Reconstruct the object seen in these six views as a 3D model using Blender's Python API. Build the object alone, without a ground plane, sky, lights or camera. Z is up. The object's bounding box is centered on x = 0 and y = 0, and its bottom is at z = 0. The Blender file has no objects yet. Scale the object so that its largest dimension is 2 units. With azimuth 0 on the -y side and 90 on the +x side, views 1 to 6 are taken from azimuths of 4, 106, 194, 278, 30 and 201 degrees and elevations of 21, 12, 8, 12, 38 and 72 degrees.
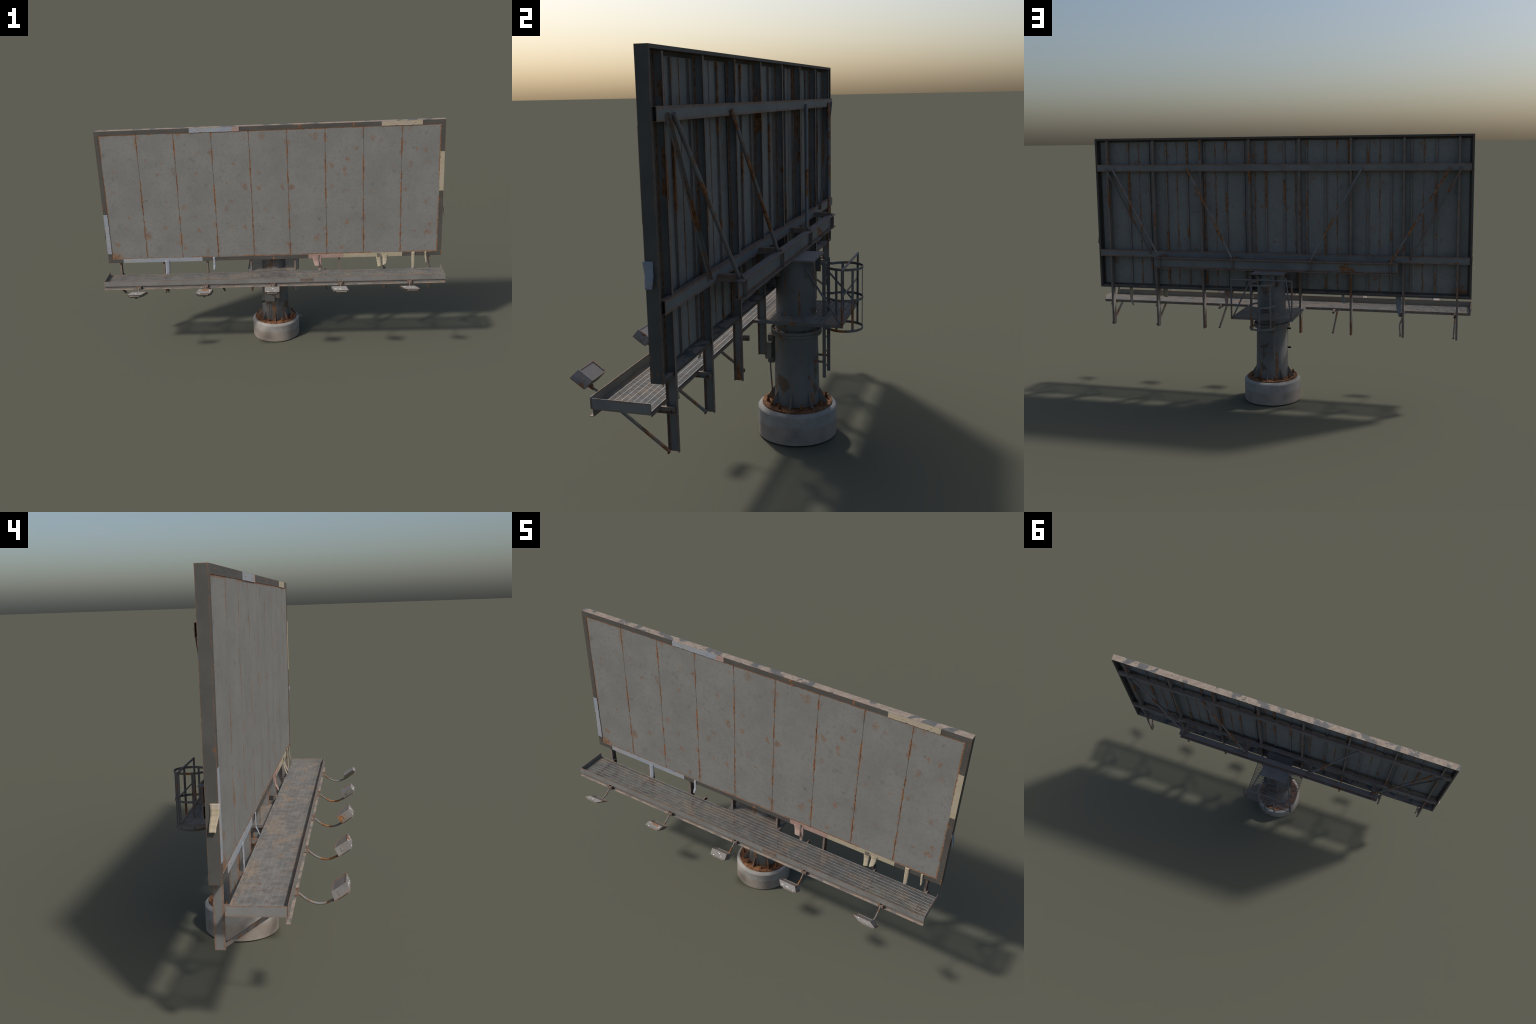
import bpy, bmesh, math, random
from mathutils import Vector, Matrix

random.seed(7)
CX, CY = 0.0, 0.0985            # axis of the pole

# ------------------------------------------------------------------ mesh kit
class MB:
    """collects simple solids in world coordinates"""
    def __init__(self):
        self.v, self.f, self.smooth = [], [], []
    def add(self, verts, faces, smooth=False):
        o = len(self.v)
        self.v += [tuple(p) for p in verts]
        self.f += [[i + o for i in q] for q in faces]
        self.smooth += [smooth] * len(faces)
    def box(self, x0, x1, y0, y1, z0, z1):
        v = [(x, y, z) for z in (z0, z1) for y in (y0, y1) for x in (x0, x1)]
        self.add(v, [(0, 2, 3, 1), (4, 5, 7, 6), (0, 1, 5, 4), (2, 6, 7, 3), (0, 4, 6, 2), (1, 3, 7, 5)])
    def beam(self, a, b, w, h, up=(0, 0, 1)):
        """rectangular bar from a to b, w across, h along 'up'"""
        a, b = Vector(a), Vector(b); d = (b - a).normalized()
        s = d.cross(Vector(up)).normalized(); u = s.cross(d)
        v = [p + s * i * w / 2 + u * j * h / 2 for p in (a, b) for j in (-1, 1) for i in (-1, 1)]
        self.add(v, [(0, 1, 3, 2), (4, 6, 7, 5), (0, 4, 5, 1), (2, 3, 7, 6), (0, 2, 6, 4), (1, 5, 7, 3)])
    def sweep(self, prof, a, b, s, u, smooth=False):
        """closed 2D profile (along s,u) swept straight from a to b"""
        a, b, s, u = map(Vector, (a, b, s, u)); n = len(prof)
        v = [p + s * x + u * y for p in (a, b) for x, y in prof]
        f = [(i, (i + 1) % n, n + (i + 1) % n, n + i) for i in range(n)]
        self.add(v, f, smooth)
        self.add(v[:n], [tuple(range(n - 1, -1, -1))]); self.add(v[n:], [tuple(range(n))])
    def tube(self, pts, r, n=10, caps=True):
        pts = [Vector(p) for p in pts]; rings = []
        ref = None
        for i, p in enumerate(pts):
            d = (pts[min(i + 1, len(pts) - 1)] - pts[max(i - 1, 0)]).normalized()
            if ref is None:
                ref = d.orthogonal().normalized()
            ref = (ref - d * ref.dot(d)).normalized()
            w = d.cross(ref)
            rings.append([p + (ref * math.cos(t) + w * math.sin(t)) * r for t in [2 * math.pi * k / n for k in range(n)]])
        v = [p for rr in rings for p in rr]
        f = [(i * n + k, i * n + (k + 1) % n, (i + 1) * n + (k + 1) % n, (i + 1) * n + k)
             for i in range(len(pts) - 1) for k in range(n)]
        self.add(v, f, True)
        if caps:
            self.add(rings[0], [tuple(range(n - 1, -1, -1))]); self.add(rings[-1], [tuple(range(n))])
    def lathe(self, prof, n=64, c=(CX, CY), smooth=True, a0=0.0):
        """profile of (r,z) turned round a vertical axis; sharp corners keep split rings"""
        for (r0, z0), (r1, z1) in zip(prof[:-1], prof[1:]):
            A = [(c[0] + r0 * math.cos(a0 + 2 * math.pi * k / n), c[1] + r0 * math.sin(a0 + 2 * math.pi * k / n), z0) for k in range(n)]
            B = [(c[0] + r1 * math.cos(a0 + 2 * math.pi * k / n), c[1] + r1 * math.sin(a0 + 2 * math.pi * k / n), z1) for k in range(n)]
            self.add(A + B, [(k, (k + 1) % n, n + (k + 1) % n, n + k) for k in range(n)], smooth)
    def obj(self, name, mat, parent=None, stuff=False):
        me = bpy.data.meshes.new(name)
        me.from_pydata(self.v, [], self.f)
        me.polygons.foreach_set('use_smooth', self.smooth)
        me.validate(); me.update()
        return put(name, me, mat, parent, stuff)

def put(name, me, mat, parent, stuff=False):
    ob = bpy.data.objects.new(name, me)
    if mat is not None and not me.materials:
        me.materials.append(mat)
    bpy.context.scene.collection.objects.link(ob)
    if parent is not None:
        ob.parent = parent
        ob.matrix_parent_inverse = parent.matrix_basis.inverted() if parent.parent is None else Matrix()
    if stuff:
        ob["kind"] = "stuff"
    return ob

def copy(ob, loc):
    """repeat sharing mesh data, moved by loc"""
    o = ob.copy(); o.location = Vector(ob.location) + Vector(loc)
    bpy.context.scene.collection.objects.link(o)
    return o

# ---------------------------------------------------------------- node kit
class N:
    def __init__(self, name):
        self.m = bpy.data.materials.new(name); self.m.use_nodes = True
        self.t = self.m.node_tree; self.t.nodes.clear()
        self.out = self.t.nodes.new('ShaderNodeOutputMaterial')
        self.bsdf = self.t.nodes.new('ShaderNodeBsdfPrincipled')
        self.t.links.new(self.bsdf.outputs[0], self.out.inputs[0])
        self.geo = self.t.nodes.new('ShaderNodeNewGeometry')
        self.pos = self.geo.outputs['Position']
    def set(self, sock, val):
        if hasattr(val, 'is_output') or isinstance(val, bpy.types.NodeSocket):
            self.t.links.new(val, sock)
        else:
            sock.default_value = val
    def math(self, op, a, b=0.0, c=None, clamp=False):
        n = self.t.nodes.new('ShaderNodeMath'); n.operation = op; n.use_clamp = clamp
        self.set(n.inputs[0], a); self.set(n.inputs[1], b)
        if c is not None: self.set(n.inputs[2], c)
        return n.outputs[0]
    def mapping(self, scale=(1, 1, 1), loc=(0, 0, 0), rot=(0, 0, 0), src=None):
        n = self.t.nodes.new('ShaderNodeMapping')
        self.t.links.new(src or self.pos, n.inputs[0])
        n.inputs['Location'].default_value = loc; n.inputs['Scale'].default_value = scale; n.inputs['Rotation'].default_value = rot
        return n.outputs[0]
    def noise(self, scale, detail=4, rough=.55, stretch=(1, 1, 1), loc=(0, 0, 0), dist=0.0):
        n = self.t.nodes.new('ShaderNodeTexNoise')
        self.t.links.new(self.mapping(stretch, loc), n.inputs['Vector'])
        n.inputs['Scale'].default_value = scale; n.inputs['Detail'].default_value = detail
        n.inputs['Roughness'].default_value = rough; n.inputs['Distortion'].default_value = dist
        return n.outputs[0]
    def voro(self, scale, stretch=(1, 1, 1), loc=(0, 0, 0), rnd=1.0):
        n = self.t.nodes.new('ShaderNodeTexVoronoi')
        self.t.links.new(self.mapping(stretch, loc), n.inputs['Vector'])
        n.inputs['Scale'].default_value = scale; n.inputs['Randomness'].default_value = rnd
        return n
    def ramp(self, fac, a, b):
        """smooth step from a to b"""
        n = self.t.nodes.new('ShaderNodeMapRange'); n.interpolation_type = 'SMOOTHSTEP'
        self.set(n.inputs['Value'], fac); n.inputs['From Min'].default_value = a; n.inputs['From Max'].default_value = b
        return n.outputs[0]
    def cramp(self, fac, stops):
        n = self.t.nodes.new('ShaderNodeValToRGB'); self.set(n.inputs[0], fac)
        el = n.color_ramp.elements
        while len(el) < len(stops): el.new(0.5)
        for e, (p, c) in zip(el, stops): e.position = p; e.color = (*c, 1)
        return n.outputs[0]
    def mix(self, fac, a, b, mode='MIX'):
        n = self.t.nodes.new('ShaderNodeMix'); n.data_type = 'RGBA'; n.blend_type = mode
        self.set(n.inputs[0], fac)
        for s, v in ((n.inputs[6], a), (n.inputs[7], b)):
            self.set(s, (*v, 1) if isinstance(v, tuple) and len(v) == 3 else v)
        return n.outputs[2]
    def xyz(self, src=None):
        n = self.t.nodes.new('ShaderNodeSeparateXYZ'); self.t.links.new(src or self.pos, n.inputs[0]); return n.outputs
    def edge(self, r=.004):
        """1 on the edges of a part, 0 on its flats"""
        b = self.t.nodes.new('ShaderNodeBevel'); b.samples = 4; b.inputs['Radius'].default_value = r
        d = self.t.nodes.new('ShaderNodeVectorMath'); d.operation = 'DOT_PRODUCT'
        self.t.links.new(b.outputs[0], d.inputs[0]); self.t.links.new(self.geo.outputs['True Normal'], d.inputs[1])
        return self.ramp(self.math('SUBTRACT', 1.0, d.outputs['Value']), .01, .16)
    def bump(self, h, strength=.3, dist=.002):
        b = self.t.nodes.new('ShaderNodeBump'); b.inputs['Strength'].default_value = strength; b.inputs['Distance'].default_value = dist
        self.set(b.inputs['Height'], h); self.t.links.new(b.outputs[0], self.bsdf.inputs['Normal'])
    def finish(self, col, rough=.7, metal=0.0, spec=.3):
        self.set(self.bsdf.inputs['Base Color'], col if isinstance(col, bpy.types.NodeSocket) else (*col, 1))
        self.set(self.bsdf.inputs['Roughness'], rough); self.set(self.bsdf.inputs['Metallic'], metal)
        self.bsdf.inputs['Specular IOR Level'].default_value = spec
        return self.m

RUST = [(0, (.060, .028, .016)), (.35, (.175, .072, .026)), (.7, (.290, .120, .040)), (1, (.34, .19, .09))]
def rust_colour(n, seed=0.0):
    return n.cramp(n.ramp(n.noise(70, 6, .7, loc=(seed, 3, 1)), .25, .75), RUST)

def steel(name, base, edge_rust=.6, blotch=.66, stretch=(1, 1, .35), seed=0.0, spots=.0, edge_r=.0065, blotch_scale=14, dust=None, rough=.62):
    n = N(name)
    lo = tuple(c * .86 for c in base); hi = tuple(c * 1.12 for c in base)
    col = n.mix(n.ramp(n.noise(9, 5, .6, loc=(seed, 0, 0)), .3, .7), lo, hi)
    col = n.mix(n.math('MULTIPLY', n.ramp(n.noise(160, 3, .6, loc=(seed, 9, 0)), .45, .75), .25), col, tuple(c * .72 for c in base))
    # slightly cooler / warmer patches of old paint
    col = n.mix(n.math('MULTIPLY', n.ramp(n.noise(5, 2, .5, loc=(seed, 4, 4)), .55, .7), .25), col, (base[0] * 1.12, base[1] * 1.0, base[2] * .9))
    rust = rust_colour(n, seed)
    patch = n.ramp(n.noise(blotch_scale, 6, .65, stretch, (seed, 5, 0), .4), blotch, blotch + .05)
    if edge_rust > 0:
        along = n.ramp(n.noise(22, 5, .7, (1, 1, 1), (seed, 1, 7)), .66 - .3 * edge_rust, .74 - .3 * edge_rust)
        fray = n.math('MULTIPLY', n.edge(edge_r), n.math('ADD', .25, n.math('MULTIPLY', n.noise(110, 3, .6, loc=(seed, 2, 2)), 1.5)))
        patch = n.math('MAXIMUM', patch, n.math('MULTIPLY', n.ramp(fray, .30, .62), along))
    if spots > 0:
        v = n.voro(60, loc=(seed, 0, 0)).outputs['Distance']
        patch = n.math('MAXIMUM', patch, n.math('MULTIPLY', n.ramp(v, .22, .12), n.ramp(n.noise(18, 2), .6 - .2 * spots, .7 - .2 * spots)))
    col = n.mix(n.math('MULTIPLY', patch, .92), col, rust)
    if dust:
        nz = n.xyz(n.geo.outputs['Normal'])[2]
        up = n.ramp(nz, .6, .8)
        col = n.mix(n.math('MULTIPLY', up, .75), col, n.mix(n.ramp(n.noise(40, 4), .35, .65), (.120, .122, .122), (.155, .153, .148)))  # upward faces tinted lighter grey to show the stronger light on them
        d = n.math('MULTIPLY', up, n.ramp(n.noise(16, 4, .6, (1, 1, 1), (2, 8, 0), .3), *dust))
        col = n.mix(d, col, n.mix(n.ramp(n.noise(50, 4), .35, .65), (.245, .198, .160), (.315, .262, .215)))
        patch = n.math('MAXIMUM', patch, d)
    n.bump(n.math('ADD', n.math('MULTIPLY', n.noise(220, 3), .3), n.math('MULTIPLY', patch, .4)), .25, .001)
    return n.finish(col, n.math('ADD', rough, n.math('MULTIPLY', patch, .25)), 0.0, .35)

GREY = (.190, .191, .184)
M_FRAME = steel('dark_frame_paint', (.074, .073, .068), .88, .615, (1, 1, .5), 1.0, dust=(.43, .475), blotch_scale=11, edge_r=.0036)
M_POST = steel('post_paint', (.165, .166, .162), 1.0, .562, (1, 1, .22), 2.0, blotch_scale=18, edge_r=.007)
M_BEAM = steel('beam_paint', (.160, .165, .165), 1.0, .655, (.5, 1, 1), 3.0, edge_r=.011)
M_BRACE = steel('brace_paint', (.165, .165, .163), .7, .52, (1, 1, .35), 4.0, blotch_scale=15)
M_CAT = steel('catwalk_paint', GREY, .98, .655, (.6, 1, 1), 5.0, edge_r=.009)
M_RAIL = steel('railing_paint', (.135, .137, .138), .5, .575, (1, 1, .4), 6.0)
M_BOX = steel('control_box_paint', (.165, .164, .158), .85, .68, (1, 1, .5), 7.0)
M_LAMP = steel('lamp_housing_metal', (.205, .201, .193), .8, .60, (1, 1, 1), 8.0, blotch_scale=15, edge_r=.004)
M_PLATE = steel('cap_plate_paint', (.18, .172, .167), .5, .65, (1, 1, 1), 9.0)

def m_grating():
    n = N('galvanised_grating')
    col = n.mix(n.ramp(n.noise(30, 4), .35, .65), (.165, .164, .159), (.235, .230, .220))
    beige = n.ramp(n.noise(9, 5, .6, (.7, 1.4, 1), (3, 0, 0), .5), .47, .62)
    grain = n.ramp(n.noise(150, 3, .7, loc=(6, 0, 0)), .40, .58)
    col = n.mix(n.math('MULTIPLY', n.math('MULTIPLY', beige, grain), .85), col, (.345, .255, .18))
    col = n.mix(n.math('MULTIPLY', n.ramp(n.noise(120, 3, .7, loc=(0, 6, 0)), .55, .7), .5), col, (.11, .11, .108))
    sp = n.ramp(n.noise(95, 3, .6, loc=(1, 0, 0)), .60, .67)
    col = n.mix(n.math('MULTIPLY', sp, .8), col, (.20, .095, .045))
    return n.finish(col, .6, 0.0, .4)
M_GRATE = m_grating()

def m_panel():
    """grey sheet; rust runs down the joints and round the rim, small smears on the field"""
    n = N('weathered_sheet_panel')
    x, y, z = n.xyz()
    base = n.mix(n.ramp(n.noise(6, 5, .6), .3, .7), (.178, .176, .167), (.212, .210, .199))
    base = n.mix(n.math('MULTIPLY', n.ramp(n.noise(60, 4, .65), .45, .72), .5), base, (.142, .142, .136))
    base = n.mix(n.math('MULTIPLY', n.ramp(n.noise(220, 2, .6), .45, .75), .45), base, (.235, .232, .22))
    base = n.mix(n.math('MULTIPLY', n.ramp(n.noise(26, 4, .6, loc=(7, 0, 3)), .60, .74), .4), base, (.115, .112, .108))
    pitch = 0.21395
    u = n.math('FRACT', n.math('ADD', n.math('DIVIDE', x, pitch), 100.0))     # seams lie at .5
    raw = n.math('MULTIPLY', n.math('ABSOLUTE', n.math('SUBTRACT', u, .5)), pitch)
    dist = n.math('ADD', raw, n.math('MULTIPLY', n.math('SUBTRACT', n.noise(55, 4, .7, (1, 0, .7), (0, 0, 6)), .5), .016))
    wob = n.math('MULTIPLY', n.noise(60, 4, .6, (1, 1, .6)), .004)
    inner = n.math('LESS_THAN', n.math('ABSOLUTE', x), .86)
    runs = n.ramp(n.noise(7, 5, .7, (4, 0, 1), (0, 0, 2)), .475, .52)
    streak = n.math('MULTIPLY', n.math('MULTIPLY', n.ramp(dist, .0058, .0036), runs), inner)
    halo = n.math('MULTIPLY', n.math('MULTIPLY', n.ramp(dist, .022, .002), n.ramp(n.noise(14, 4, .6, (1, 0, 1), (5, 0, 2)), .55, .66)), inner)
    core = n.math('MULTIPLY', n.math('MULTIPLY', n.ramp(n.math('ADD', dist, wob), .0040, .0024), n.ramp(n.noise(14, 5, .7, (4, 0, 1), (0, 0, 8)), .55, .60)), inner)
    # rim of the sheet field
    ex = n.math('SUBTRACT', .9625, n.math('ABSOLUTE', x))
    ez = n.math('MINIMUM', n.math('SUBTRACT', z, .5595), n.math('SUBTRACT', 1.3110, z))
    er = n.math('MINIMUM', ex, ez)
    side = n.math('GREATER_THAN', x, 0)
    front = n.math('LESS_THAN', y, -.0125)
    rim = n.math('MULTIPLY', front, n.ramp(n.math('SUBTRACT', er, n.math('MULTIPLY', wob, .9)), .0060, .0008))
    rim = n.math('MULTIPLY', rim, n.ramp(n.noise(6, 5, .7, (1, 0, 1), (1, 0, 4)), .40, .50))
    def flecks(scale, loc, keep, r0, r1):
        # scattered soft blots: one per Voronoi cell, some cells left clean, radius drawn per cell
        wv = n.t.nodes.new('ShaderNodeTexNoise'); wv.inputs['Scale'].default_value = 45; wv.inputs['Detail'].default_value = 5; wv.inputs['Roughness'].default_value = .65
        n.t.links.new(n.pos, wv.inputs['Vector'])
        jit = n.t.nodes.new('ShaderNodeVectorMath'); jit.operation = 'MULTIPLY_ADD'
        n.t.links.new(wv.outputs['Color'], jit.inputs[0]); jit.inputs[1].default_value = (.062, 0, .062); n.t.links.new(n.pos, jit.inputs[2])
        v = n.t.nodes.new('ShaderNodeTexVoronoi'); v.voronoi_dimensions = '2D'; v.inputs['Scale'].default_value = scale
        q = n.xyz(jit.outputs[0]); cb = n.t.nodes.new('ShaderNodeCombineXYZ')
        n.t.links.new(n.math('ADD', q[0], loc[0]), cb.inputs[0]); n.t.links.new(n.math('MULTIPLY_ADD', q[2], .85, loc[2]), cb.inputs[1])
        n.t.links.new(cb.outputs[0], v.inputs['Vector'])
        c = n.t.nodes.new('ShaderNodeSeparateColor'); n.t.links.new(v.outputs['Color'], c.inputs[0])
        size = n.math('ADD', r0, n.math('MULTIPLY', n.math('POWER', c.outputs[1], 2.5), r1 - r0))
        on = n.math('LESS_THAN', c.outputs[0], keep)
        return n.math('MULTIPLY', n.math('MULTIPLY', on, n.ramp(n.math('DIVIDE', v.outputs['Distance'], size), 1.0, .35)), n.math('ADD', .35, n.math('MULTIPLY', c.outputs[2], .65)))
    smear = n.math('MAXIMUM', flecks(10.5, (3.1, 0, 1.7), .64, .09, .27), flecks(6.0, (.4, 0, 8.2), .48, .08, .20))
    dots = flecks(17, (7.7, 0, 2.9), .5, .06, .17)
    base = n.mix(n.math('MULTIPLY', dots, .55), base, (.098, .088, .082))
    # the most rusted corner, low on the left
    cd = n.math('SQRT', n.math('ADD', n.math('POWER', n.math('MULTIPLY', n.math('ADD', x, .95), .8), 2.0), n.math('POWER', n.math('SUBTRACT', z, .556), 2.0)))
    corner = n.math('MULTIPLY', n.ramp(cd, .065, .012), n.ramp(n.noise(22, 5, .6), .36, .5))
    rust = rust_colour(n)
    soft = n.math('MAXIMUM', n.math('MULTIPLY', n.math('MULTIPLY', smear, n.ramp(n.noise(85, 4, .6, loc=(8, 0, 8)), .25, .6)), .85), n.math('MULTIPLY', halo, .45))
    col = n.mix(soft, base, n.mix(n.ramp(n.noise(18, 3, loc=(4, 4, 4)), .4, .6), (.215, .105, .050), (.165, .098, .063)))
    hard = n.math('MAXIMUM', n.math('MAXIMUM', n.math('MULTIPLY', streak, .85), n.math('MULTIPLY', rim, .9)), n.math('MULTIPLY', corner, .85))
    col = n.mix(hard, col, rust)
    col = n.mix(n.math('MULTIPLY', core, .85), col, (.052, .030, .020))
    n.bump(n.math('ADD', n.noise(40, 4), n.math('MULTIPLY', hard, .5)), .15, .0015)
    return n.finish(col, .62, 0.0, .35)
M_PANEL = m_panel()
M_BATTEN = steel('rib_paint', (.165, .167, .163), .95, .505, (1, 1, .22), 11.0, edge_r=.005, blotch_scale=15)

def m_pole():
    n = N('pole_paint')
    x, y, z = n.xyz()
    base = n.mix(n.ramp(n.noise(8, 5, .6), .3, .7), (.132, .135, .133), (.165, .167, .163))
    base = n.mix(n.math('MULTIPLY', n.ramp(n.noise(40, 4, .6, (1, 1, .15)), .5, .7), .35), base, (.108, .110, .108))
    patch = n.ramp(n.noise(11, 5, .5, (1, 1, .7), (1.3, 6, 2), .3), .63, .65)
    runs = n.math('MULTIPLY', n.ramp(n.noise(38, 2, .5, (1, 1, .012), (0, 0, 3)), .59, .64), n.ramp(n.noise(12, 4, .6, (1, 1, .8), (3, 0, 0)), .47, .55))
    col = n.mix(n.math('MULTIPLY', patch, .85), base, (.110, .068, .046))
    col = n.mix(n.math('MULTIPLY', runs, .85), col, rust_colour(n, 2))
    n.bump(n.noise(120, 3), .2, .001)
    return n.finish(col, .6, 0.0, .35)
M_POLE = m_pole()

def m_rust():
    n = N('heavy_rust')
    col = n.cramp(n.ramp(n.noise(45, 7, .7), .25, .75), [(0, (.040, .020, .013)), (.4, (.130, .058, .028)), (.7, (.235, .108, .050)), (1, (.30, .18, .105))])
    n.bump(n.noise(90, 5, .7), .6, .002)
    return n.finish(col, .9, 0.0, .2)
M_RUST = m_rust()

def m_concrete():
    n = N('cast_concrete')
    x, y, z = n.xyz()
    grey = n.mix(n.ramp(n.noise(14, 6, .65), .3, .7), (.256, .243, .226), (.345, .325, .300))
    brown = n.mix(n.ramp(n.noise(10, 5, .6, loc=(3, 3, 3)), .3, .7), (.225, .195, .170), (.315, .270, .230))
    lvl = n.math('ADD', z, n.math('MULTIPLY', n.math('SUBTRACT', n.noise(20, 5, .6, (1, 1, .6)), .5), .030))
    col = n.mix(n.ramp(lvl, .072, .056), grey, brown)
    col = n.mix(n.math('MULTIPLY', n.ramp(n.noise(9, 3, .5, loc=(0, 7, 0)), .57, .7), .35), col, (.165, .145, .13))
    col = n.mix(n.math('MULTIPLY', n.ramp(n.noise(180, 3), .5, .75), .25), col, (.38, .36, .335))
    n.bump(n.noise(120, 5, .65), .35, .0015)
    return n.finish(col, .9, 0.0, .2)
M_CONC = m_concrete()

def m_paper(name, a, b, c, along='z'):
    """faded poster paper with creases and bands of print"""
    n = N(name)
    st = (.3, .3, 1) if along == 'z' else (1, 1, .3)
    col = n.mix(n.ramp(n.noise(16, 2, .5, st, (1, 2, 0)), .40, .56), a, b)
    col = n.mix(n.math('MULTIPLY', n.ramp(n.noise(30, 2, .5, st, (5, 2, 0)), .55, .7), .6), col, c)
    crease = n.ramp(n.math('ABSOLUTE', n.math('SUBTRACT', n.noise(75, 3, .5, (.12, .12, 1) if along == 'z' else (1, .12, .5)), .5)), .035, .0)
    col = n.mix(n.math('MULTIPLY', crease, .3), col, (.22, .19, .16))
    n.bump(n.noise(120, 3, .5, (.15, .15, 1)), .4, .001)
    return n.finish(col, .85, 0.0, .15)
M_BLUE = m_paper('blue_poster_paper', (.265, .295, .345), (.29, .31, .335), (.33, .31, .30))
M_PINK = m_paper('pink_poster_paper', (.34, .225, .195), (.355, .265, .225), (.37, .31, .26))
M_YEL = m_paper('yellow_poster_paper', (.37, .325, .225), (.40, .345, .255), (.38, .325, .265))

def m_lens():
    n = N('lamp_lens_glass')
    col = n.mix(n.ramp(n.noise(30, 3), .3, .7), (.150, .137, .132), (.178, .163, .156))
    return n.finish(col, .30, 0.0, .5)
M_LENS = m_lens()

def m_dropping():
    n = N('bird_dropping'); return n.finish((.80, .78, .74), .7, 0.0, .3)
M_DROP = m_dropping()
def m_black():
    n = N('plain_black'); return n.finish((.022, .022, .022), .7)
M_BLACK = m_black()

# ------------------------------------------------------------- top level
root = bpy.data.objects.new('billboard', None)
bpy.context.scene.collection.objects.link(root)
root.location = (CX, CY, 0)
root["label"] = "old rusty grey empty roadside billboard on one round pole"
root["category"] = "billboard"

def hexbolt(b, c, axis, r, h, n=6):
    """hex head: centre c on the surface, standing h proud along axis"""
    ax = Vector(axis).normalized(); s = ax.orthogonal().normalized(); u = ax.cross(s)
    c = Vector(c)
    b.sweep([(r * math.cos(2 * math.pi * k / n), r * math.sin(2 * math.pi * k / n)) for k in range(n)], c, c + ax * h, s, u)

# ---------------------------------------------------------------- footing
b = MB()
b.lathe([(.138, 0), (.143, .003), (.1432, .104), (.1405, .1085), (.133, .1145), (.130, .1155), (.0, .1155)], 96)
b.add([(CX + .138 * math.cos(2 * math.pi * k / 96), CY + .138 * math.sin(2 * math.pi * k / 96), 0) for k in range(96)], [tuple(range(95, -1, -1))])
b.obj('concrete_footing', M_CONC, root)

b = MB(); b.lathe([(.1265, .1150), (.1275, .1165), (.1275, .1205), (.1265, .1215), (.05, .1215)], 72)
base_plate = b.obj('base_plate', M_RUST, root)

# pole: lower shaft, bolted flange, upper shaft
zf = .3885
b = MB(); b.lathe([(.0825, .1215), (.0770, zf - .010)], 64)
pole = b.obj('pole_shaft', M_POLE, root)
b = MB(); b.lathe([(.0735, zf + .012), (.0693, .655), (.0, .655)], 64)
b.obj('pole_shaft', M_POLE, root)
b = MB()
b.lathe([(.077, zf - .012), (.0905, zf - .0105), (.0915, zf - .009), (.0915, zf - .0005), (.0895, zf), (.0895, zf + .0008), (.0915, zf + .001),
         (.0915, zf + .010), (.0905, zf + .0115), (.073, zf + .0118)], 72)
flange = b.obj('pole_flange', M_POLE, pole)
for k in range(16):
    a = 2 * math.pi * (k + .5) / 16
    b = MB(); hexbolt(b, (CX + .0845 * math.cos(a), CY + .0845 * math.sin(a), zf + .0117), (0, 0, 1), .0035, .0045)
    b.obj('flange_bolt', M_RUST, pole)

# weld gussets and anchor bolts on the base plate
for k in range(8):
    a = 2 * math.pi * k / 8
    d = Vector((math.cos(a), math.sin(a), 0)); t = Vector((-math.sin(a), math.cos(a), 0)); c = Vector((CX, CY, 0))
    b = MB()
    b.sweep([(.079, .1216), (.1125, .1216), (.1125, .125), (.0835, .1690), (.078, .1690)], c - t * .0014, c + t * .0014, d, (0, 0, 1))
    b.obj('base_gusset', M_POST, base_plate)
    a += math.pi / 8
    p = Vector((CX + .1075 * math.cos(a), CY + .1075 * math.sin(a), .1215))
    b = MB()
    b.lathe([(.0078, .1215), (.0078, .1232), (.0, .1232)], 16, (p.x, p.y))
    hexbolt(b, (p.x, p.y, .1232), (0, 0, 1), .0062, .0052)
    hexbolt(b, (p.x, p.y, .1290), (.0, 0, 1), .0058, .0052)
    b.lathe([(.0036, .128), (.0036, .1440), (.0026, .1452), (.0, .1452)], 12, (p.x, p.y))
    b.obj('anchor_bolt', M_RUST, base_plate)

# cap plate and saddle cheeks under the main beam
b = MB(); b.box(-.0835, .0835, .0195, .1825, .6545, .6612)
cap = b.obj('cap_plate', M_PLATE, root)
for sx in (-.0535, .0535):
    b = MB(); b.box(sx - .002, sx + .002, .0260, .1775, .5945, .6545)
    b.obj('saddle_cheek', M_BEAM, cap)

# ---------------------------------------------------------------- main beam
b = MB()
X0, X1, Y0, Y1, Z0, Z1 = -.6365, .6365, .0825, .1135, .6613, .7155
yc = (Y0 + Y1) / 2; tf = .0028; tw = .0016
b.sweep([(Y0, Z0), (Y1, Z0), (Y1, Z0 + tf), (yc + tw, Z0 + tf), (yc + tw, Z1 - tf), (Y1, Z1 - tf), (Y1, Z1), (Y0, Z1), (Y0, Z1 - tf), (yc - tw, Z1 - tf), (yc - tw, Z0 + tf), (Y0, Z0 + tf)],
        (X0, 0, 0), (X1, 0, 0), (0, 1, 0), (0, 0, 1))
main = b.obj('main_beam', M_BEAM, root)
BX = (-.603, -.2035, .2015, .600)
for x in BX:
    for ya, yb in ((Y0 + .001, yc - tw), (yc + tw, Y1 - .001)):
        b = MB(); b.box(x - .0015, x + .0015, ya, yb, Z0 + tf, Z1 - tf)
        b.obj('web_stiffener', M_BEAM, main)

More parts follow.
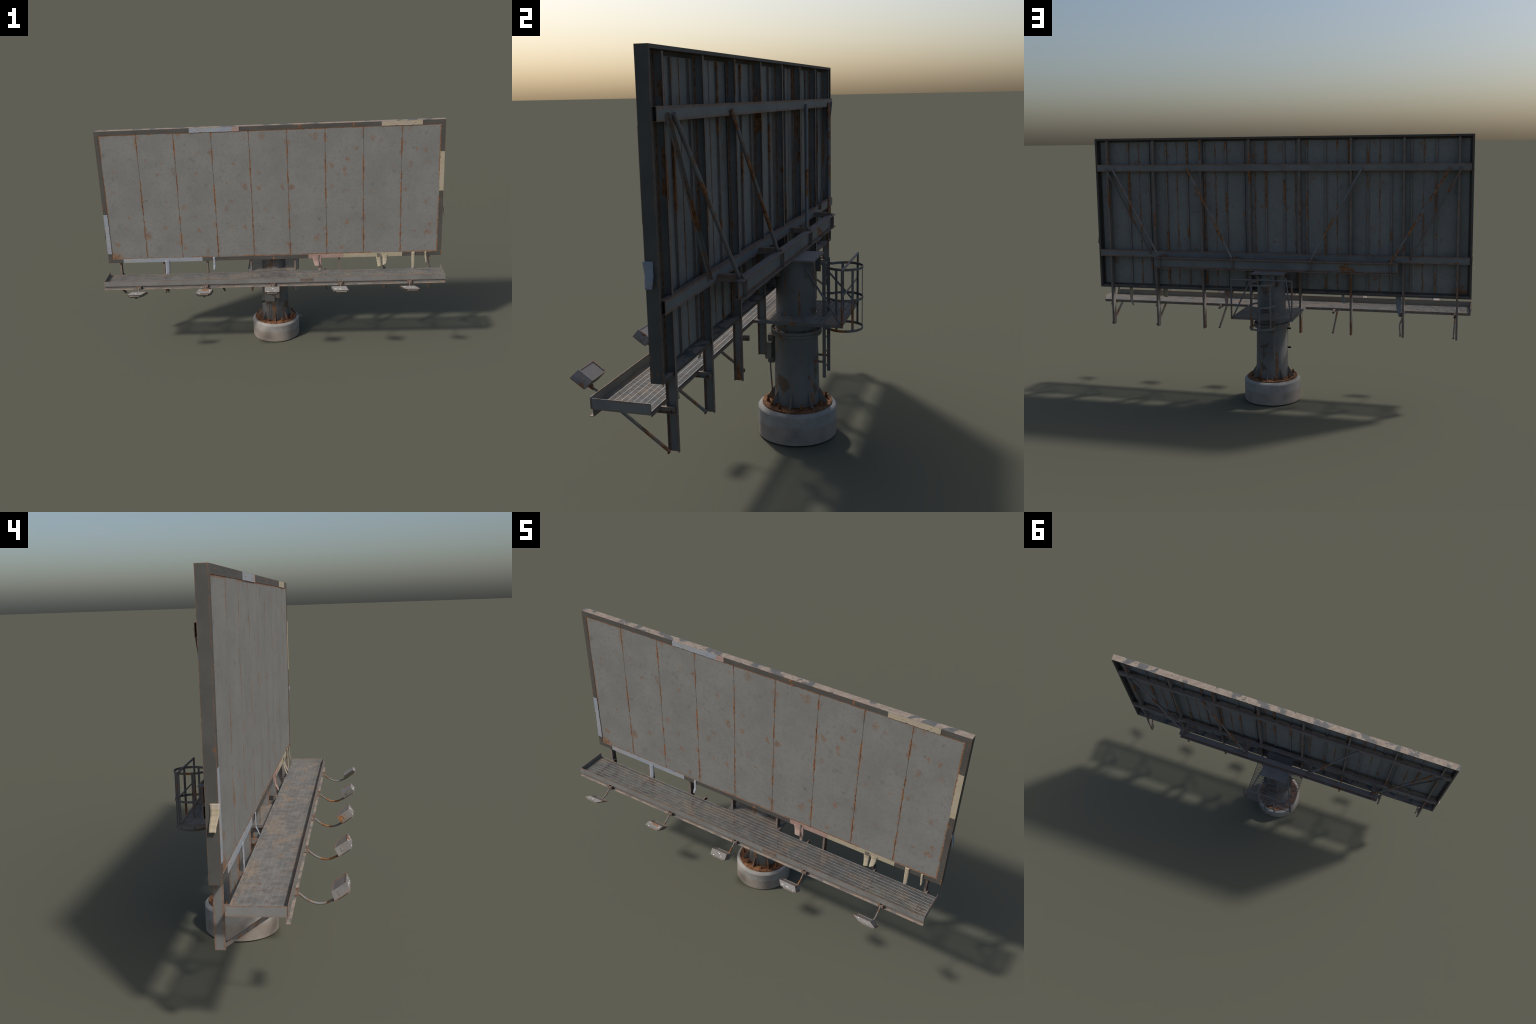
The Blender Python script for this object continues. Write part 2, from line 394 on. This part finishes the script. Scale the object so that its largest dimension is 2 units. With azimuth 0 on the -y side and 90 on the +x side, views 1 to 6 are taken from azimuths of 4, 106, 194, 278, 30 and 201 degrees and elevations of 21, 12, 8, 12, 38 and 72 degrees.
# horizontal rails behind the board: square tubes, open at the ends
def box_tube(x0, x1, y0, y1, z0, z1, t):
    b = MB()
    b.box(x0, x1, y0, y0 + t, z0, z1); b.box(x0, x1, y1 - t, y1, z0, z1)
    b.box(x0, x1, y0 + t, y1 - t, z0, z0 + t); b.box(x0, x1, y0 + t, y1 - t, z1 - t, z1)
    return b
upper = box_tube(-.9755, .9755, .0125, .0285, 1.1620, 1.1980, .0018).obj('cross_rail', M_BEAM, root)
lower = box_tube(-.9755, .9755, .0125, .0285, .7065, .7425, .0018).obj('cross_rail', M_BEAM, root)

# outriggers from the lower rail onto the main beam (inverted channels)
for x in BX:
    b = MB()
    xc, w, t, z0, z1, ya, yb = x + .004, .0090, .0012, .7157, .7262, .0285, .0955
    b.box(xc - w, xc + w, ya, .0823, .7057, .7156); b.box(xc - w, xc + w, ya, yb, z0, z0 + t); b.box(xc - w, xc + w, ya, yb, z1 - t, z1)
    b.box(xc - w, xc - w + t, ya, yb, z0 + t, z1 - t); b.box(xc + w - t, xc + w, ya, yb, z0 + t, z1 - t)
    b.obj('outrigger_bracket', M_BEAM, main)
    b = MB(); b.box(x + .004 - .0075, x + .004 + .0075, .0880, .0890, .7171, .7248); b.obj('tube_shadow_plate', M_BLACK, main)  # black plate modelled for the shadow inside the open tube end
    b = MB(); b.box(x - .0045, x + .0125, .1020, .1070, .7156, .7225); b.obj('bracket_stop', M_BEAM, main)

# diagonal braces: four tubes to the main beam, two angles between the rails
for xt, xb, s in ((.888, .612, 1), (.466, .2115, 1), (-.4525, -.2035, -1), (-.878, -.603, -1)):
    b = MB(); b.tube([(xt, .0330, 1.1790), (xb, .0915, .7225)], .0062, 12)
    b.obj('brace_tube', M_BRACE, root)
for xt, xb, s in ((.926, .681, 1), (-.932, -.689, -1)):
    a, c = Vector((xt, .0290, 1.1800)), Vector((xb, .0290, .7240))
    d = (c - a).normalized(); side = d.cross(Vector((0, 1, 0))).normalized()
    w, t = .0105, .0014
    b = MB(); b.sweep([(-w / 2, 0), (w / 2, 0), (w / 2, t), (-w / 2 + t, t), (-w / 2 + t, w), (-w / 2, w)], a, c, side * s, (0, 1, 0))
    b.obj('brace_angle', M_BRACE, root)

# ------------------------------------------------------------------- posts
PX = [(.5 + k) * .2625 for k in range(-4, 4)]
def channel_post(x):
    b = MB()
    x0, x1, y0, y1, t = x - .005, x + .005, -.0050, .0237, .0013
    b.sweep([(x0, y0), (x1, y0), (x1, y0 + t), (x0 + t, y0 + t), (x0 + t, y1 - t), (x1, y1 - t), (x1, y1), (x0, y1)],
            (0, 0, .3285), (0, 0, 1.3225), (1, 0, 0), (0, 1, 0))
    return b
post0 = channel_post(PX[0]).obj('post', M_POST, root)
posts = [post0] + [copy(post0, (x - PX[0], 0, 0)) for x in PX[1:]]

# ------------------------------------------------------------------- panels
SE = [(.5 + k) * .21395 for k in range(-4, 4)]
edges = [-.9665] + SE + [.9665]
YF, YB = -.0134, -.0085
for k in range(9):
    x0, x1 = edges[k] + (.0007 if k else 0), edges[k + 1] - (.0007 if k < 8 else 0)
    b = MB(); b.box(x0, x1, YF, YB, .5555, 1.3150)
    p = b.obj('sheet_panel', M_PANEL, root)
    c = (edges[k] + edges[k + 1]) / 2
    for dx in (-.0485, .0485):
        if k == 0 and dx < 0 or k == 8 and dx > 0:
            continue
        b = MB(); b.box(c + dx - .0048, c + dx + .0048, YB, -.0015, .558, 1.3130)
        b.obj('panel_rib', M_BATTEN, p)
# thin cover strips behind the joints
b = MB()
for x in SE:
    b.box(x - .0013, x + .0013, YB + .0002, YB + .0011, .557, 1.3140)
b.obj('joint_strip', M_BATTEN, root, True)

# -------------------------------------------------------------------- frame
FX, FZ0, FZ1, FYF, FYB = .9873, .5350, 1.3357, -.0149, .0200
T, LIP, LT = .0095, .0246, .0012
def rail_h(z_out, s):
    """s=+1: body grows upward from z_out"""
    b = MB()
    pr = [(FYF, 0), (FYB, 0), (FYB, s * T), (FYF + LT, s * T), (FYF + LT, s * LIP), (FYF, s * LIP)]
    if s < 0: pr = pr[::-1]
    b.sweep([(y, z_out + z) for y, z in pr], (-FX + .0004, 0, 0), (FX - .0004, 0, 0), (0, 1, 0), (0, 0, 1))
    return b
rail_h(FZ1, -1).obj('frame_rail', M_FRAME, root)
rail_h(FZ0, 1).obj('frame_rail', M_FRAME, root)
def rail_v(x_out, s):
    b = MB(); e = .0003
    pr = [(0, FYF + e), (0, FYB - e), (s * T, FYB - e), (s * (T + .0003), FYF + LT - .0002), (s * LIP, FYF + LT - .0002), (s * LIP, FYF + e)]
    if s > 0: pr = pr[::-1]
    b.sweep([(x_out + x, y) for x, y in pr], (0, 0, FZ0 + .0004), (0, 0, FZ1 - .0004), (1, 0, 0), (0, 1, 0))
    return b
rail_v(-FX, 1).obj('frame_rail', M_FRAME, root)
rail_v(FX, -1).obj('frame_rail', M_FRAME, root)
b = MB()
for k in range(12):
    x = -.911 + k * 1.822 / 11
    for z in (1.3250, .5460):
        hexbolt(b, (x, FYF, z), (0, -1, 0), .0022, .0010, 8)
for k in range(5):
    z = .62 + k * .158
    for x in (-.9755, .9755):
        hexbolt(b, (x, FYF, z), (0, -1, 0), .0022, .0010, 8)
b.obj('frame_rivet', M_RUST, root, True)

# ----------------------------------------------------------------- catwalk
catwalk = bpy.data.objects.new('catwalk', None); bpy.context.scene.collection.objects.link(catwalk)
catwalk.parent = root; catwalk.matrix_parent_inverse = root.matrix_basis.inverted()
CXE = .9850
b = MB(); b.box(-.9868, .9868, -.1840, -.1822, .4528, .4845)
b.obj('toe_board', M_CAT, catwalk)
for s in (-1, 1):
    b = MB(); b.box(min(s * CXE, s * (CXE - .0016)), max(s * CXE, s * (CXE - .0016)), -.1816, -.0185, .4505, .4808)
    b.obj('end_plate', M_CAT, catwalk)
b = MB()   # front angle with its foot turned outward
b.sweep([(-.1775, .4526), (-.1775, .4340), (-.1883, .4340), (-.1883, .4325), (-.1760, .4325), (-.1760, .4526)], (-.9868, 0, 0), (.9868, 0, 0), (0, 1, 0), (0, 0, 1))
b.obj('edge_angle', steel('foot_angle_paint', GREY, .8, .66, (.6, 1, 1), 12.0, dust=(.42, .52)), catwalk)
b = MB()   # back angle
b.sweep([(-.0200, .4452), (-.0186, .4452), (-.0186, .4548), (-.0300, .4548), (-.0300, .4538), (-.0200, .4538)], (-.983, 0, 0), (.983, 0, 0), (0, 1, 0), (0, 0, 1))
b.obj('edge_angle', M_CAT, catwalk)
GT, GB = .4585, .4556
b = MB()
for k in range(10):
    y = -.0215 - k * .01755
    b.box(-.983, .983, y - .0011, y + .0011, GB, GT)
b.obj('bearing_bar', M_GRATE, catwalk, True)
b = MB(); nrod = 352
for k in range(nrod):
    x = -.981 + 1.962 * k / (nrod - 1)
    b.box(x - .0009, x + .0009, -.1815, -.0200, GT - .0026, GT - .0003)
b.obj('grating_rod', M_GRATE, catwalk, True)

# supports of the catwalk: arm, strut, bolts
SX = (-.9188, -.6563, -.3130, .3000, .6563, .9188)
for x in SX:
    xs = x + .0055
    b = MB()
    w, t = .0080, .0012
    b.sweep([(0, .4360), (w, .4360), (w, .4372), (t, .4372), (t, .4523), (w, .4523), (w, .4535), (0, .4535)], (xs, -.1775, 0), (xs, .0195, 0), (1, 0, 0), (0, 0, 1))
    arm = b.obj('catwalk_arm', M_CAT, catwalk)
    a, c = Vector((xs + .003, -.1330, .4310)), Vector((xs + .005, .0020, .3325))
    pts = [a, c]
    if abs(x + .6563) < .001:      # this one is buckled sideways
        pts = [a + Vector((-.010, 0, 0)), (a + c) / 2 + Vector((.010, .012, -.008)), c]
    for i in range(len(pts) - 1):
        p, q = pts[i], pts[i + 1]
        d = (q - p).normalized(); up = Vector((1, 0, 0)); s = d.cross(up).normalized()
        b = MB(); w, t = .0105, .0013
        b.sweep([(-w / 2, 0), (w / 2, 0), (w / 2, t), (-w / 2 + t, t), (-w / 2 + t, .0075), (-w / 2, .0075)], p, q, s, up)
        b.obj('catwalk_strut', M_BRACE, catwalk)
    b = MB()
    hexbolt(b, (xs + .0050, .0010, .3315), (1, 0, 0), .0026, .0095); b.obj('strut_bolt', M_RUST, catwalk)
    b = MB()
    hexbolt(b, (xs + .0012, .0085, .4410), (1, 0, 0), .0026, .0105); b.obj('strut_bolt', M_RUST, catwalk)

# maker's plate on the toe board, lettering worn past reading: rim and blurred relief
b = MB(); xa, xb, za, zb = .1605, .2350, .4605, .4780
b.box(xa, xb, -.18475, -.1841, za, zb)
M_TAG = steel('plate_brass_dirt', (.12, .108, .088), .7, .52, (1, 1, 1), 14.0, blotch_scale=60)
tag = b.obj('maker_plate', M_TAG, catwalk)
b = MB()
for q in ((xa, xb, zb - .0016, zb), (xa, xb, za, za + .0016), (xa, xa + .0016, za + .0016, zb - .0016), (xb - .0016, xb, za + .0016, zb - .0016)):
    b.box(q[0], q[1], -.1858, -.18476, q[2], q[3])
rr = random.Random(5)
for row, zc in enumerate((.4732, .4655)):
    x = xa + .006
    while x < xb - .010:
        w = rr.uniform(.003, .008)
        b.box(x, x + w, -.1855, -.18476, zc - rr.uniform(.0012, .0024), zc + rr.uniform(.0012, .0024)); x += w + rr.uniform(.0012, .0028)
b.obj('plate_relief', M_CAT, catwalk, True)
b = MB()
for x in [-.955 + k * 1.91 / 13 for k in range(14)]:
    hexbolt(b, (x, -.1840, .4690 + (.004 if int(x * 100) % 2 else 0)), (0, -1, 0), .0020, .0012, 8)
b.obj('toe_board_bolt', M_RUST, catwalk, True)

# ------------------------------------------------------------------- lamps
lamp_rng = random.Random(11)
for i, lx in enumerate((-.780, -.387, .004, .391, .784)):
    lamp = bpy.data.objects.new('flood_lamp', None); bpy.context.scene.collection.objects.link(lamp)
    lamp.parent = root; lamp.matrix_parent_inverse = root.matrix_basis.inverted()
    # bracket on the front angle
    b = MB(); b.box(lx - .0130, lx + .0130, -.1925, -.1905, .4345, .4530); b.box(lx - .0120, lx - .0075, -.1905, -.1776, .4365, .4520); b.box(lx + .0075, lx + .0120, -.1905, -.1776, .4365, .4520)
    b.obj('lamp_bracket', M_CAT, lamp)
    b = MB()
    for dx in (-.0095, .0095):
        for z in (.4380, .4495):
            hexbolt(b, (lx + dx, -.1925, z), (0, -1, 0), .0019, .0022)
    b.obj('bracket_bolt', M_RUST, lamp, True)
    # curved arm
    P = [Vector(p) for p in ((lx, -.1915, .4415), (lx, -.215, .4185), (lx, -.250, .3925), (lx, -.2955, .4270))]
    pts = []
    for k in range(17):
        t = k / 16
        pts.append(P[0] * (1 - t) ** 3 + P[1] * 3 * t * (1 - t) ** 2 + P[2] * 3 * t * t * (1 - t) + P[3] * t ** 3)
    b = MB(); b.tube(pts, .0036, 12); b.obj('lamp_arm', M_BRACE, lamp)
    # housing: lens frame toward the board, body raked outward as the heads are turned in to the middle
    off = -.0400 * lx
    depth = .0310 - .0125 * abs(lx) - .004 * lx * lx               # heads turned inward sit flatter
    un = Vector((0, -.8192, .5736)); dn = Vector((0, .5736, .8192)) # lens bottom -> top; out of the lens
    bc = Vector((lx, -.3158, .4475)); lc = bc + dn * depth + Vector((off, 0, 0))
    hw, hu = .0405, .0254; hwb, hub = .0400, .0290
    ex = Vector((1, 0, 0))
    mid = lc * .45 + bc * .55
    V = []
    for c0, w0, h0 in ((lc, hw, hu), (mid, hw + .0006, hu + .0004), (bc, hwb, hub - .003)):
        V += [c0 + ex * sx * w0 + un * su * h0 for sx, su in ((-1, -1), (1, -1), (1, 1), (-1, 1))]
    F = []
    for r in (0, 4):
        F += [(r + k, r + 4 + k, r + 4 + (k + 1) % 4, r + (k + 1) % 4) for k in range(4)]
    F += [(8, 11, 10, 9)]
    b = MB(); b.add(V, F)
    # recessed mouth
    inn = [lc + ex * sx * (hw - .0035) + un * su * (hu - .0035) for sx, su in ((-1, -1), (1, -1), (1, 1), (-1, 1))]
    dep = [p - dn * .0025 for p in inn]
    b.add(V[:4] + inn + dep, [(k, (k + 1) % 4, 4 + (k + 1) % 4, 4 + k) for k in range(4)] + [(4 + k, 4 + (k + 1) % 4, 8 + (k + 1) % 4, 8 + k) for k in range(4)])
    b.obj('lamp_housing', M_LAMP, lamp)
    b = MB(); b.add([p + dn * .0008 for p in dep], [(0, 1, 2, 3)]); b.add(dep, [(3, 2, 1, 0)]); b.obj('lamp_lens', M_LENS, lamp)
    # ballast slab on the back, and side covers
    b = MB(); sl = bc - dn * .0030
    b.sweep([(-.030, -.0185), (.030, -.0185), (.030, .0185), (-.030, .0185)], bc - dn * .0002, sl - dn * .0035, ex, un)
    b.obj('lamp_ballast', M_LAMP, lamp)
    md = lc * .5 + bc * .5; dv = (lc - bc).normalized()
    for sx in (-1, 1):
        b = MB(); cxx = md + ex * sx * (hw + .0006)
        b.sweep([(-.0078, -.0075), (.0078, -.0075), (.0078, .0075), (-.0078, .0075)], cxx - ex * .0012, cxx + ex * .0012, un, dv)
        b.obj('lamp_side_cover', M_LAMP, lamp)
    # yoke under the head
    b = MB(); b.sweep([(-.011, 0), (.011, 0), (.004, -.012), (-.004, -.012)], (lx, -.3110, .4385), (lx, -.2940, .4290), ex, (0, -.45, .9))
    b.obj('lamp_yoke', M_BRACE, lamp)
    # droppings on the outer face
    b = MB()
    ft, fb = lc + un * hu, mid + un * (hu + .0004); ft2, fb2 = fb, bc + un * (hub - .003)
    for k in range(5):
        s = lamp_rng.uniform(-.9, .9) * hw * .95; t = lamp_rng.uniform(.05, .95); r = lamp_rng.uniform(.0012, .0030)
        A_, B_ = (ft, fb) if t < .5 else (ft2, fb2)
        tt = t * 2 if t < .5 else t * 2 - 1
        c0 = A_ * (1 - tt) + B_ * tt + ex * s
        dd = (B_ - A_).normalized(); nn = ex.cross(dd).normalized()
        if nn.dot(un) < 0: nn = -nn
        ring = [c0 + nn * .0006 + (ex * math.cos(q) * lamp_rng.uniform(.7, 1.3) + dd * math.sin(q) * lamp_rng.uniform(.7, 1.3)) * r for q in [2 * math.pi * j / 8 for j in range(8)]]
        b.add([c0 + nn * .0011] + ring + [p - nn * .0012 for p in ring],
              [(0, 1 + j, 1 + (j + 1) % 8) for j in range(8)] + [(1 + j, 9 + j, 9 + (j + 1) % 8, 1 + (j + 1) % 8) for j in range(8)])
    b.obj('bird_dropping', M_DROP, lamp, True)

# ------------------------------------------------------- service platform
plat = bpy.data.objects.new('service_platform', None); bpy.context.scene.collection.objects.link(plat)
plat.parent = root; plat.matrix_parent_inverse = root.matrix_basis.inverted()
QX, QY0, QY1, QZ = .1530, -.0155, .2925, .4588
b = MB()
for x0, x1, y0, y1 in ((-QX, QX, QY1 - .0015, QY1), (-QX, QX, QY0, QY0 + .0015), (-QX, -QX + .0015, QY0 + .0015, QY1 - .0015), (QX - .0015, QX, QY0 + .0015, QY1 - .0015)):
    b.box(x0, x1, y0, y1, QZ - .0095, QZ + .0006)
b.obj('platform_edge', M_RAIL, plat)
def clear_of_pole(x, r=.0745):
    """y-interval blocked by the pole at this x"""
    q = r * r - (x - CX) ** 2
    return (CY - math.sqrt(q), CY + math.sqrt(q)) if q > 0 else None
b = MB()
ys = [QY0 + .018 + k * .0182 for k in range(16)]
for y in ys:
    q = .0745 ** 2 - (y - CY) ** 2
    segs = [(-QX + .0015, QX - .0015)] if q <= 0 else [(-QX + .0015, -math.sqrt(q)), (math.sqrt(q), QX - .0015)]
    for a, c in segs:
        b.box(a, c, y - .0009, y + .0009, QZ - .0030, QZ)
b.obj('bearing_bar', M_GRATE, plat, True)
b = MB()
k = 0
while True:
    x = -QX + .0045 + k * .0056; k += 1
    if x > QX - .003: break
    iv = clear_of_pole(x)
    for a, c in ([(QY0 + .0015, QY1 - .0015)] if iv is None else [(QY0 + .0015, iv[0]), (iv[1], QY1 - .0015)]):
        b.box(x - .0010, x + .0010, a, c, QZ - .0027, QZ - .0004)
b.obj('grating_rod', M_GRATE, plat, True)
# hangers from the cap plate to the outer corners
for s in (-1, 1):
    b = MB(); b.tube([(s * .0870, .1530, .6380), (s * .1460, .2870, .4620)], .0037, 10); b.obj('platform_hanger', M_RAIL, plat)
# railing along the back
b = MB()
for s in (-1, 1):
    b.tube([(s * .1520, .2945, .4500), (s * .1520, .2945, .6468)], .0040, 10)
b.obj('rail_post', M_RAIL, plat)
b = MB(); b.tube([(-.1555, .2945, .6468), (.1555, .2945, .6468)], .0040, 10); b.obj('hand_rail', M_RAIL, plat)
b = MB(); b.tube([(-.1520, .2945, .5560), (.1520, .2945, .5560)], .0028, 10); b.obj('mid_rail', M_RAIL, plat)

# ladder with safety cage
ladder = bpy.data.objects.new('ladder', None); bpy.context.scene.collection.objects.link(ladder)
ladder.parent = root; ladder.matrix_parent_inverse = root.matrix_basis.inverted()
LX, LY = .0375, .2086
for s in (-1, 1):
    b = MB(); b.box(s * LX - .0020, s * LX + .0020, LY - .0058, LY + .0058, .2280, .6510)
    b.obj('ladder_stringer', M_RAIL, ladder)
for k in range(8):
    z = .2625 + k * .0535
    b = MB(); b.tube([(-LX, LY, z), (LX, LY, z)], .0020, 8); b.obj('ladder_rung', M_RAIL, ladder)
for z in (.2865,):
    for s in (-1, 1):
        b = MB(); b.box(s * LX - .0016, s * LX + .0016, .165, LY - .004, z - .004, z + .004); b.obj('ladder_standoff', M_RAIL, ladder)
HC, HR = .2755, .0632
def hoop(z):
    b = MB(); n = 40; a0 = math.asin(-LX / HR)
    th = [-math.pi / 2 + math.asin(LX / HR) + (2 * math.pi - 2 * math.asin(LX / HR)) * k / n for k in range(n + 1)]
    path = [(LX, LY)] + [(HR * math.cos(t), HC + HR * math.sin(t)) for t in th] + [(-LX, LY)]
    for side, rr_ in ((1, .0), ):
        v, f = [], []
        for i, p in enumerate(path):
            q0 = Vector(path[max(i - 1, 0)]); q1 = Vector(path[min(i + 1, len(path) - 1)])
            d = (q1 - q0).normalized(); nrm = Vector((d.y, -d.x)) * .0009
            for o in (-1, 1):
                for dz in (-.0044, .0044):
                    v.append((p[0] + nrm.x * o, p[1] + nrm.y * o, z + dz))
        m = len(path)
        for i in range(m - 1):
            j, l = i * 4, i * 4 + 4
            f += [(j, l, l + 1, j + 1), (j + 2, j + 3, l + 3, l + 2), (j + 1, l + 1, l + 3, j + 3), (j, j + 2, l + 2, l)]
        f += [(0, 1, 3, 2), ((m - 1) * 4, (m - 1) * 4 + 2, (m - 1) * 4 + 3, (m - 1) * 4 + 1)]
        b.add(v, f)
    return b
for z in (.6290, .5200, .4110):
    hoop(z).obj('cage_hoop', M_RAIL, ladder)
for a in (-18, 36, 90, 144, 198):
    t = math.radians(a); d = Vector((math.cos(t), math.sin(t), 0)); s = Vector((-math.sin(t), math.cos(t), 0))
    c = Vector((0, HC, 0)) + d * (HR - .0018)
    b = MB(); b.sweep([(-.0045, -.0008), (.0045, -.0008), (.0045, .0008), (-.0045, .0008)], c + Vector((0, 0, .4066)), c + Vector((0, 0, .6334)), s, d)
    b.obj('cage_strap', M_RAIL, ladder)

# --------------------------------------------------- control boxes on the pole
boxes = bpy.data.objects.new('control_gear', None); bpy.context.scene.collection.objects.link(boxes)
boxes.parent = root; boxes.matrix_parent_inverse = root.matrix_basis.inverted()
b = MB()
for z in (.3490, .2480):
    b.box(-.0795, -.0200, .0122, .0200, z - .004, z + .004)
b.obj('mounting_strut', M_BLACK, boxes)
def cabinet(x0, x1, y0, y1, z0, z1):
    b = MB(); b.box(x0, x1, y0, y1, z0, z1); o = b.obj('control_box', M_BOX, boxes)
    b = MB(); b.box(x0 + .002, x1 - .002, y0 - .0022, y0 - .0001, z0 + .002, z1 - .002); b.obj('box_door', M_BOX, boxes)
cabinet(-.0590, .0035, -.0080, .0120, .2560, .3620)
cabinet(.0060, .0330, -.0100, .0120, .2800, .3420)
b = MB(); b.tube([(.0165, .003, .2805), (.0160, .0035, .24), (.0150, .007, .18), (.0150, .0095, .1220)], .0028, 8); b.obj('conduit', M_RAIL, boxes)
b = MB(); b.tube([(-.035, .008, .2615), (-.035, .010, .20), (-.034, .011, .1220)], .0022, 8); b.obj('conduit', M_RAIL, boxes)

# ------------------------------------------------------------- poster scraps
pr = random.Random(21)
def strip(a0, a1, horizontal, outer, inner, mat, ragged=True):
    """paper left on the front lip of the frame, torn along the sheet side"""
    n = max(6, int((a1 - a0) / .006)); yb, yf = FYF - .0002, FYF - .0012
    ins = []
    for k in range(n + 1):
        j = pr.uniform(-.0006, .0014) + (pr.uniform(.001, .003) if pr.random() < .12 else 0)
        ins.append(inner + (j if inner < outer else -j) if ragged else inner)
    v, f = [], []
    for k in range(n + 1):
        a = a0 + (a1 - a0) * k / n
        for o in (outer, ins[k]):
            for y in (yb, yf):
                v.append((a, y, o) if horizontal else (o, y, a))
    for k in range(n):
        i, j = k * 4, k * 4 + 4
        f += [(i + 1, j + 1, j + 3, i + 3), (i, i + 2, j + 2, j), (i, j, j + 1, i + 1), (i + 2, i + 3, j + 3, j + 2)]
    f += [(0, 1, 3, 2), (n * 4, n * 4 + 2, n * 4 + 3, n * 4 + 1)]
    b = MB(); b.add(v, f)
    o = b.obj('paper_scrap', mat, root)
    return o
ZT0, ZT1, ZB0, ZB1 = 1.3350, 1.3095, .5357, .5605
strip(-.4415, -.2005, True, ZT0, ZT1, M_BLUE); strip(-.2004, -.1590, True, ZT0, ZT1, M_PINK, False)
strip(.6355, .8605, True, ZT0, ZT1, M_YEL)
strip(.9270, 1.1550, False, .9868, .9615, M_YEL)
strip(.5935, .8400, False, -.9868, -.9615, M_BLUE)
strip(-.8960, -.4190, True, ZB0, ZB1, M_BLUE)
strip(.2120, .4150, True, ZB0, ZB1, M_PINK); strip(.4151, .7605, True, ZB0, ZB1, M_YEL)
b = MB()
for x, z in ((-.85, .548), (-.72, .549), (-.56, .548), (-.44, .549), (-.39, 1.323), (-.25, 1.322), (.42, .549), (.56, .548), (.74, .548), (.70, 1.322), (.82, 1.323)):
    hexbolt(b, (x, FYF - .0012, z), (0, -1, 0), .0016, .0008, 8)
b.obj('nail_head', M_RUST, root, True)

def ribbon(rows, mat, name='paper_scrap', side=False):
    """hanging strip. rows: (lo, hi, y, z); side=True hangs beside the frame: (lo_y, hi_y, x, z)"""
    sub = []
    for i in range(len(rows) - 1):
        for t in (0, .25, .5, .75):
            sub.append([rows[i][j] * (1 - t) + rows[i + 1][j] * t for j in range(4)])
    sub.append(list(rows[-1]))
    v, f = [], []; th = .0007
    for lo, hi, d, z in sub:
        d += pr.uniform(-.0005, .0005)
        for q in range(5):
            a = lo + (hi - lo) * q / 4; bow = .0012 * math.sin(math.pi * q / 4)
            v.append((d + bow, a, z) if side else (a, d - bow, z))
    m = len(sub)
    for i in range(m - 1):
        for q in range(4):
            k = i * 5 + q; f.append((k, k + 1, k + 6, k + 5))
    me = bpy.data.meshes.new(name); me.from_pydata(v, [], f); me.update()
    o = put(name, me, mat, root)
    md = o.modifiers.new('thickness', 'SOLIDIFY'); md.thickness = th; md.offset = 0
    for p in me.polygons: p.use_smooth = True
    return o
P0 = FYF - .0020
ribbon([(-.6455, -.6165, P0, .5450), (-.6450, -.6160, P0, .5330), (-.6448, -.6170, -.0172, .5050), (-.6455, -.6190, -.0180, .4750), (-.6480, -.6240, -.0172, .4500), (-.6475, -.6330, -.0166, .4255)], M_BLUE)
ribbon([(-.3560, -.3410, P0, .5600), (-.3555, -.3405, P0, .5300), (-.3555, -.3415, -.0178, .5070), (-.3560, -.3430, -.0239, .4965), (-.3555, -.3465, -.0290, .4820)], M_BLUE)
ribbon([(.2365, .2760, P0, .5450), (.2365, .2760, P0, .5340), (.2400, .2760, -.0178, .5180), (.2450, .2760, -.0255, .5030), (.2490, .2770, -.0300, .4910)], M_PINK)
ribbon([(.2762, .2890, P0, .5450), (.2762, .2890, P0, .5340), (.2740, .2900, -.0176, .5100), (.2700, .2900, -.0190, .4880), (.2700, .2880, -.0180, .4740), (.2720, .2840, -.0175, .4480)], M_PINK)
ribbon([(.6092, .6400, P0, .5460), (.6095, .6395, P0, .5330), (.6120, .6385, -.0190, .5150), (.6150, .6385, -.0230, .4990), (.6170, .6400, -.0290, .4830), (.6175, .6280, -.0300, .4780)], M_YEL)
ribbon([(.6470, .6765, P0, .5460), (.6470, .6765, P0, .5340), (.6470, .6750, -.0176, .5230), (.6470, .6725, -.0220, .5090), (.6470, .6690, -.0285, .4980), (.6470, .6560, -.0330, .4880)], M_YEL)
ribbon([(.8150, .8355, P0, .5610), (.8150, .8355, P0, .5300), (.8155, .8355, -.0176, .5050), (.8165, .8350, -.0182, .4850), (.8170, .8345, -.0178, .4650), (.8160, .8290, -.0165, .4480), (.8110, .8200, -.0160, .4290)], M_YEL)
ribbon([(.8915, .9020, P0, .5600), (.8915, .9020, P0, .5360), (.8935, .9030, -.0188, .5220), (.8960, .9045, -.0205, .5080), (.8965, .9025, -.0225, .4930)], M_YEL)
M_TAPE = m_paper('old_tape', (.17, .145, .125), (.20, .18, .135), (.18, .155, .13))
for x0, x1 in ((.2690, .2760), (.6130, .6310)):
    b = MB(); b.box(x0, x1, P0 - .0026, P0 - .0019, .5362, .5575); b.obj('tape_patch', M_TAPE, root)
# two strips wrapped round the ends of the board, curling off
XR = FX + .0012
M_MIXR = m_paper('side_poster_paper', (.235, .265, .325), (.255, .275, .315), (.32, .295, .24))
ribbon([(-.0200, .0080, XR, .8395), (-.0190, .0080, XR + .0005, .8300), (-.0160, .0082, .9905, .8180), (-.0130, .0098, .9935, .8060), (-.0130, .0085, .9960, .7900), (-.0110, .0070, .9993, .7740)], M_MIXR, side=True)
M_MIXL = m_paper('side_poster_paper_yellow', (.40, .34, .22), (.42, .355, .26), (.39, .35, .325))
ribbon([(-.0185, .0075, -XR - .0012, .7515), (-.0180, .0062, -XR - .0016, .7350), (-.0165, .0062, -.9905, .7220), (-.0125, .0085, -.9930, .7050), (-.0085, .0105, -.9960, .6900), (-.0080, .0105, -.9996, .6780)], M_MIXL, side=True)
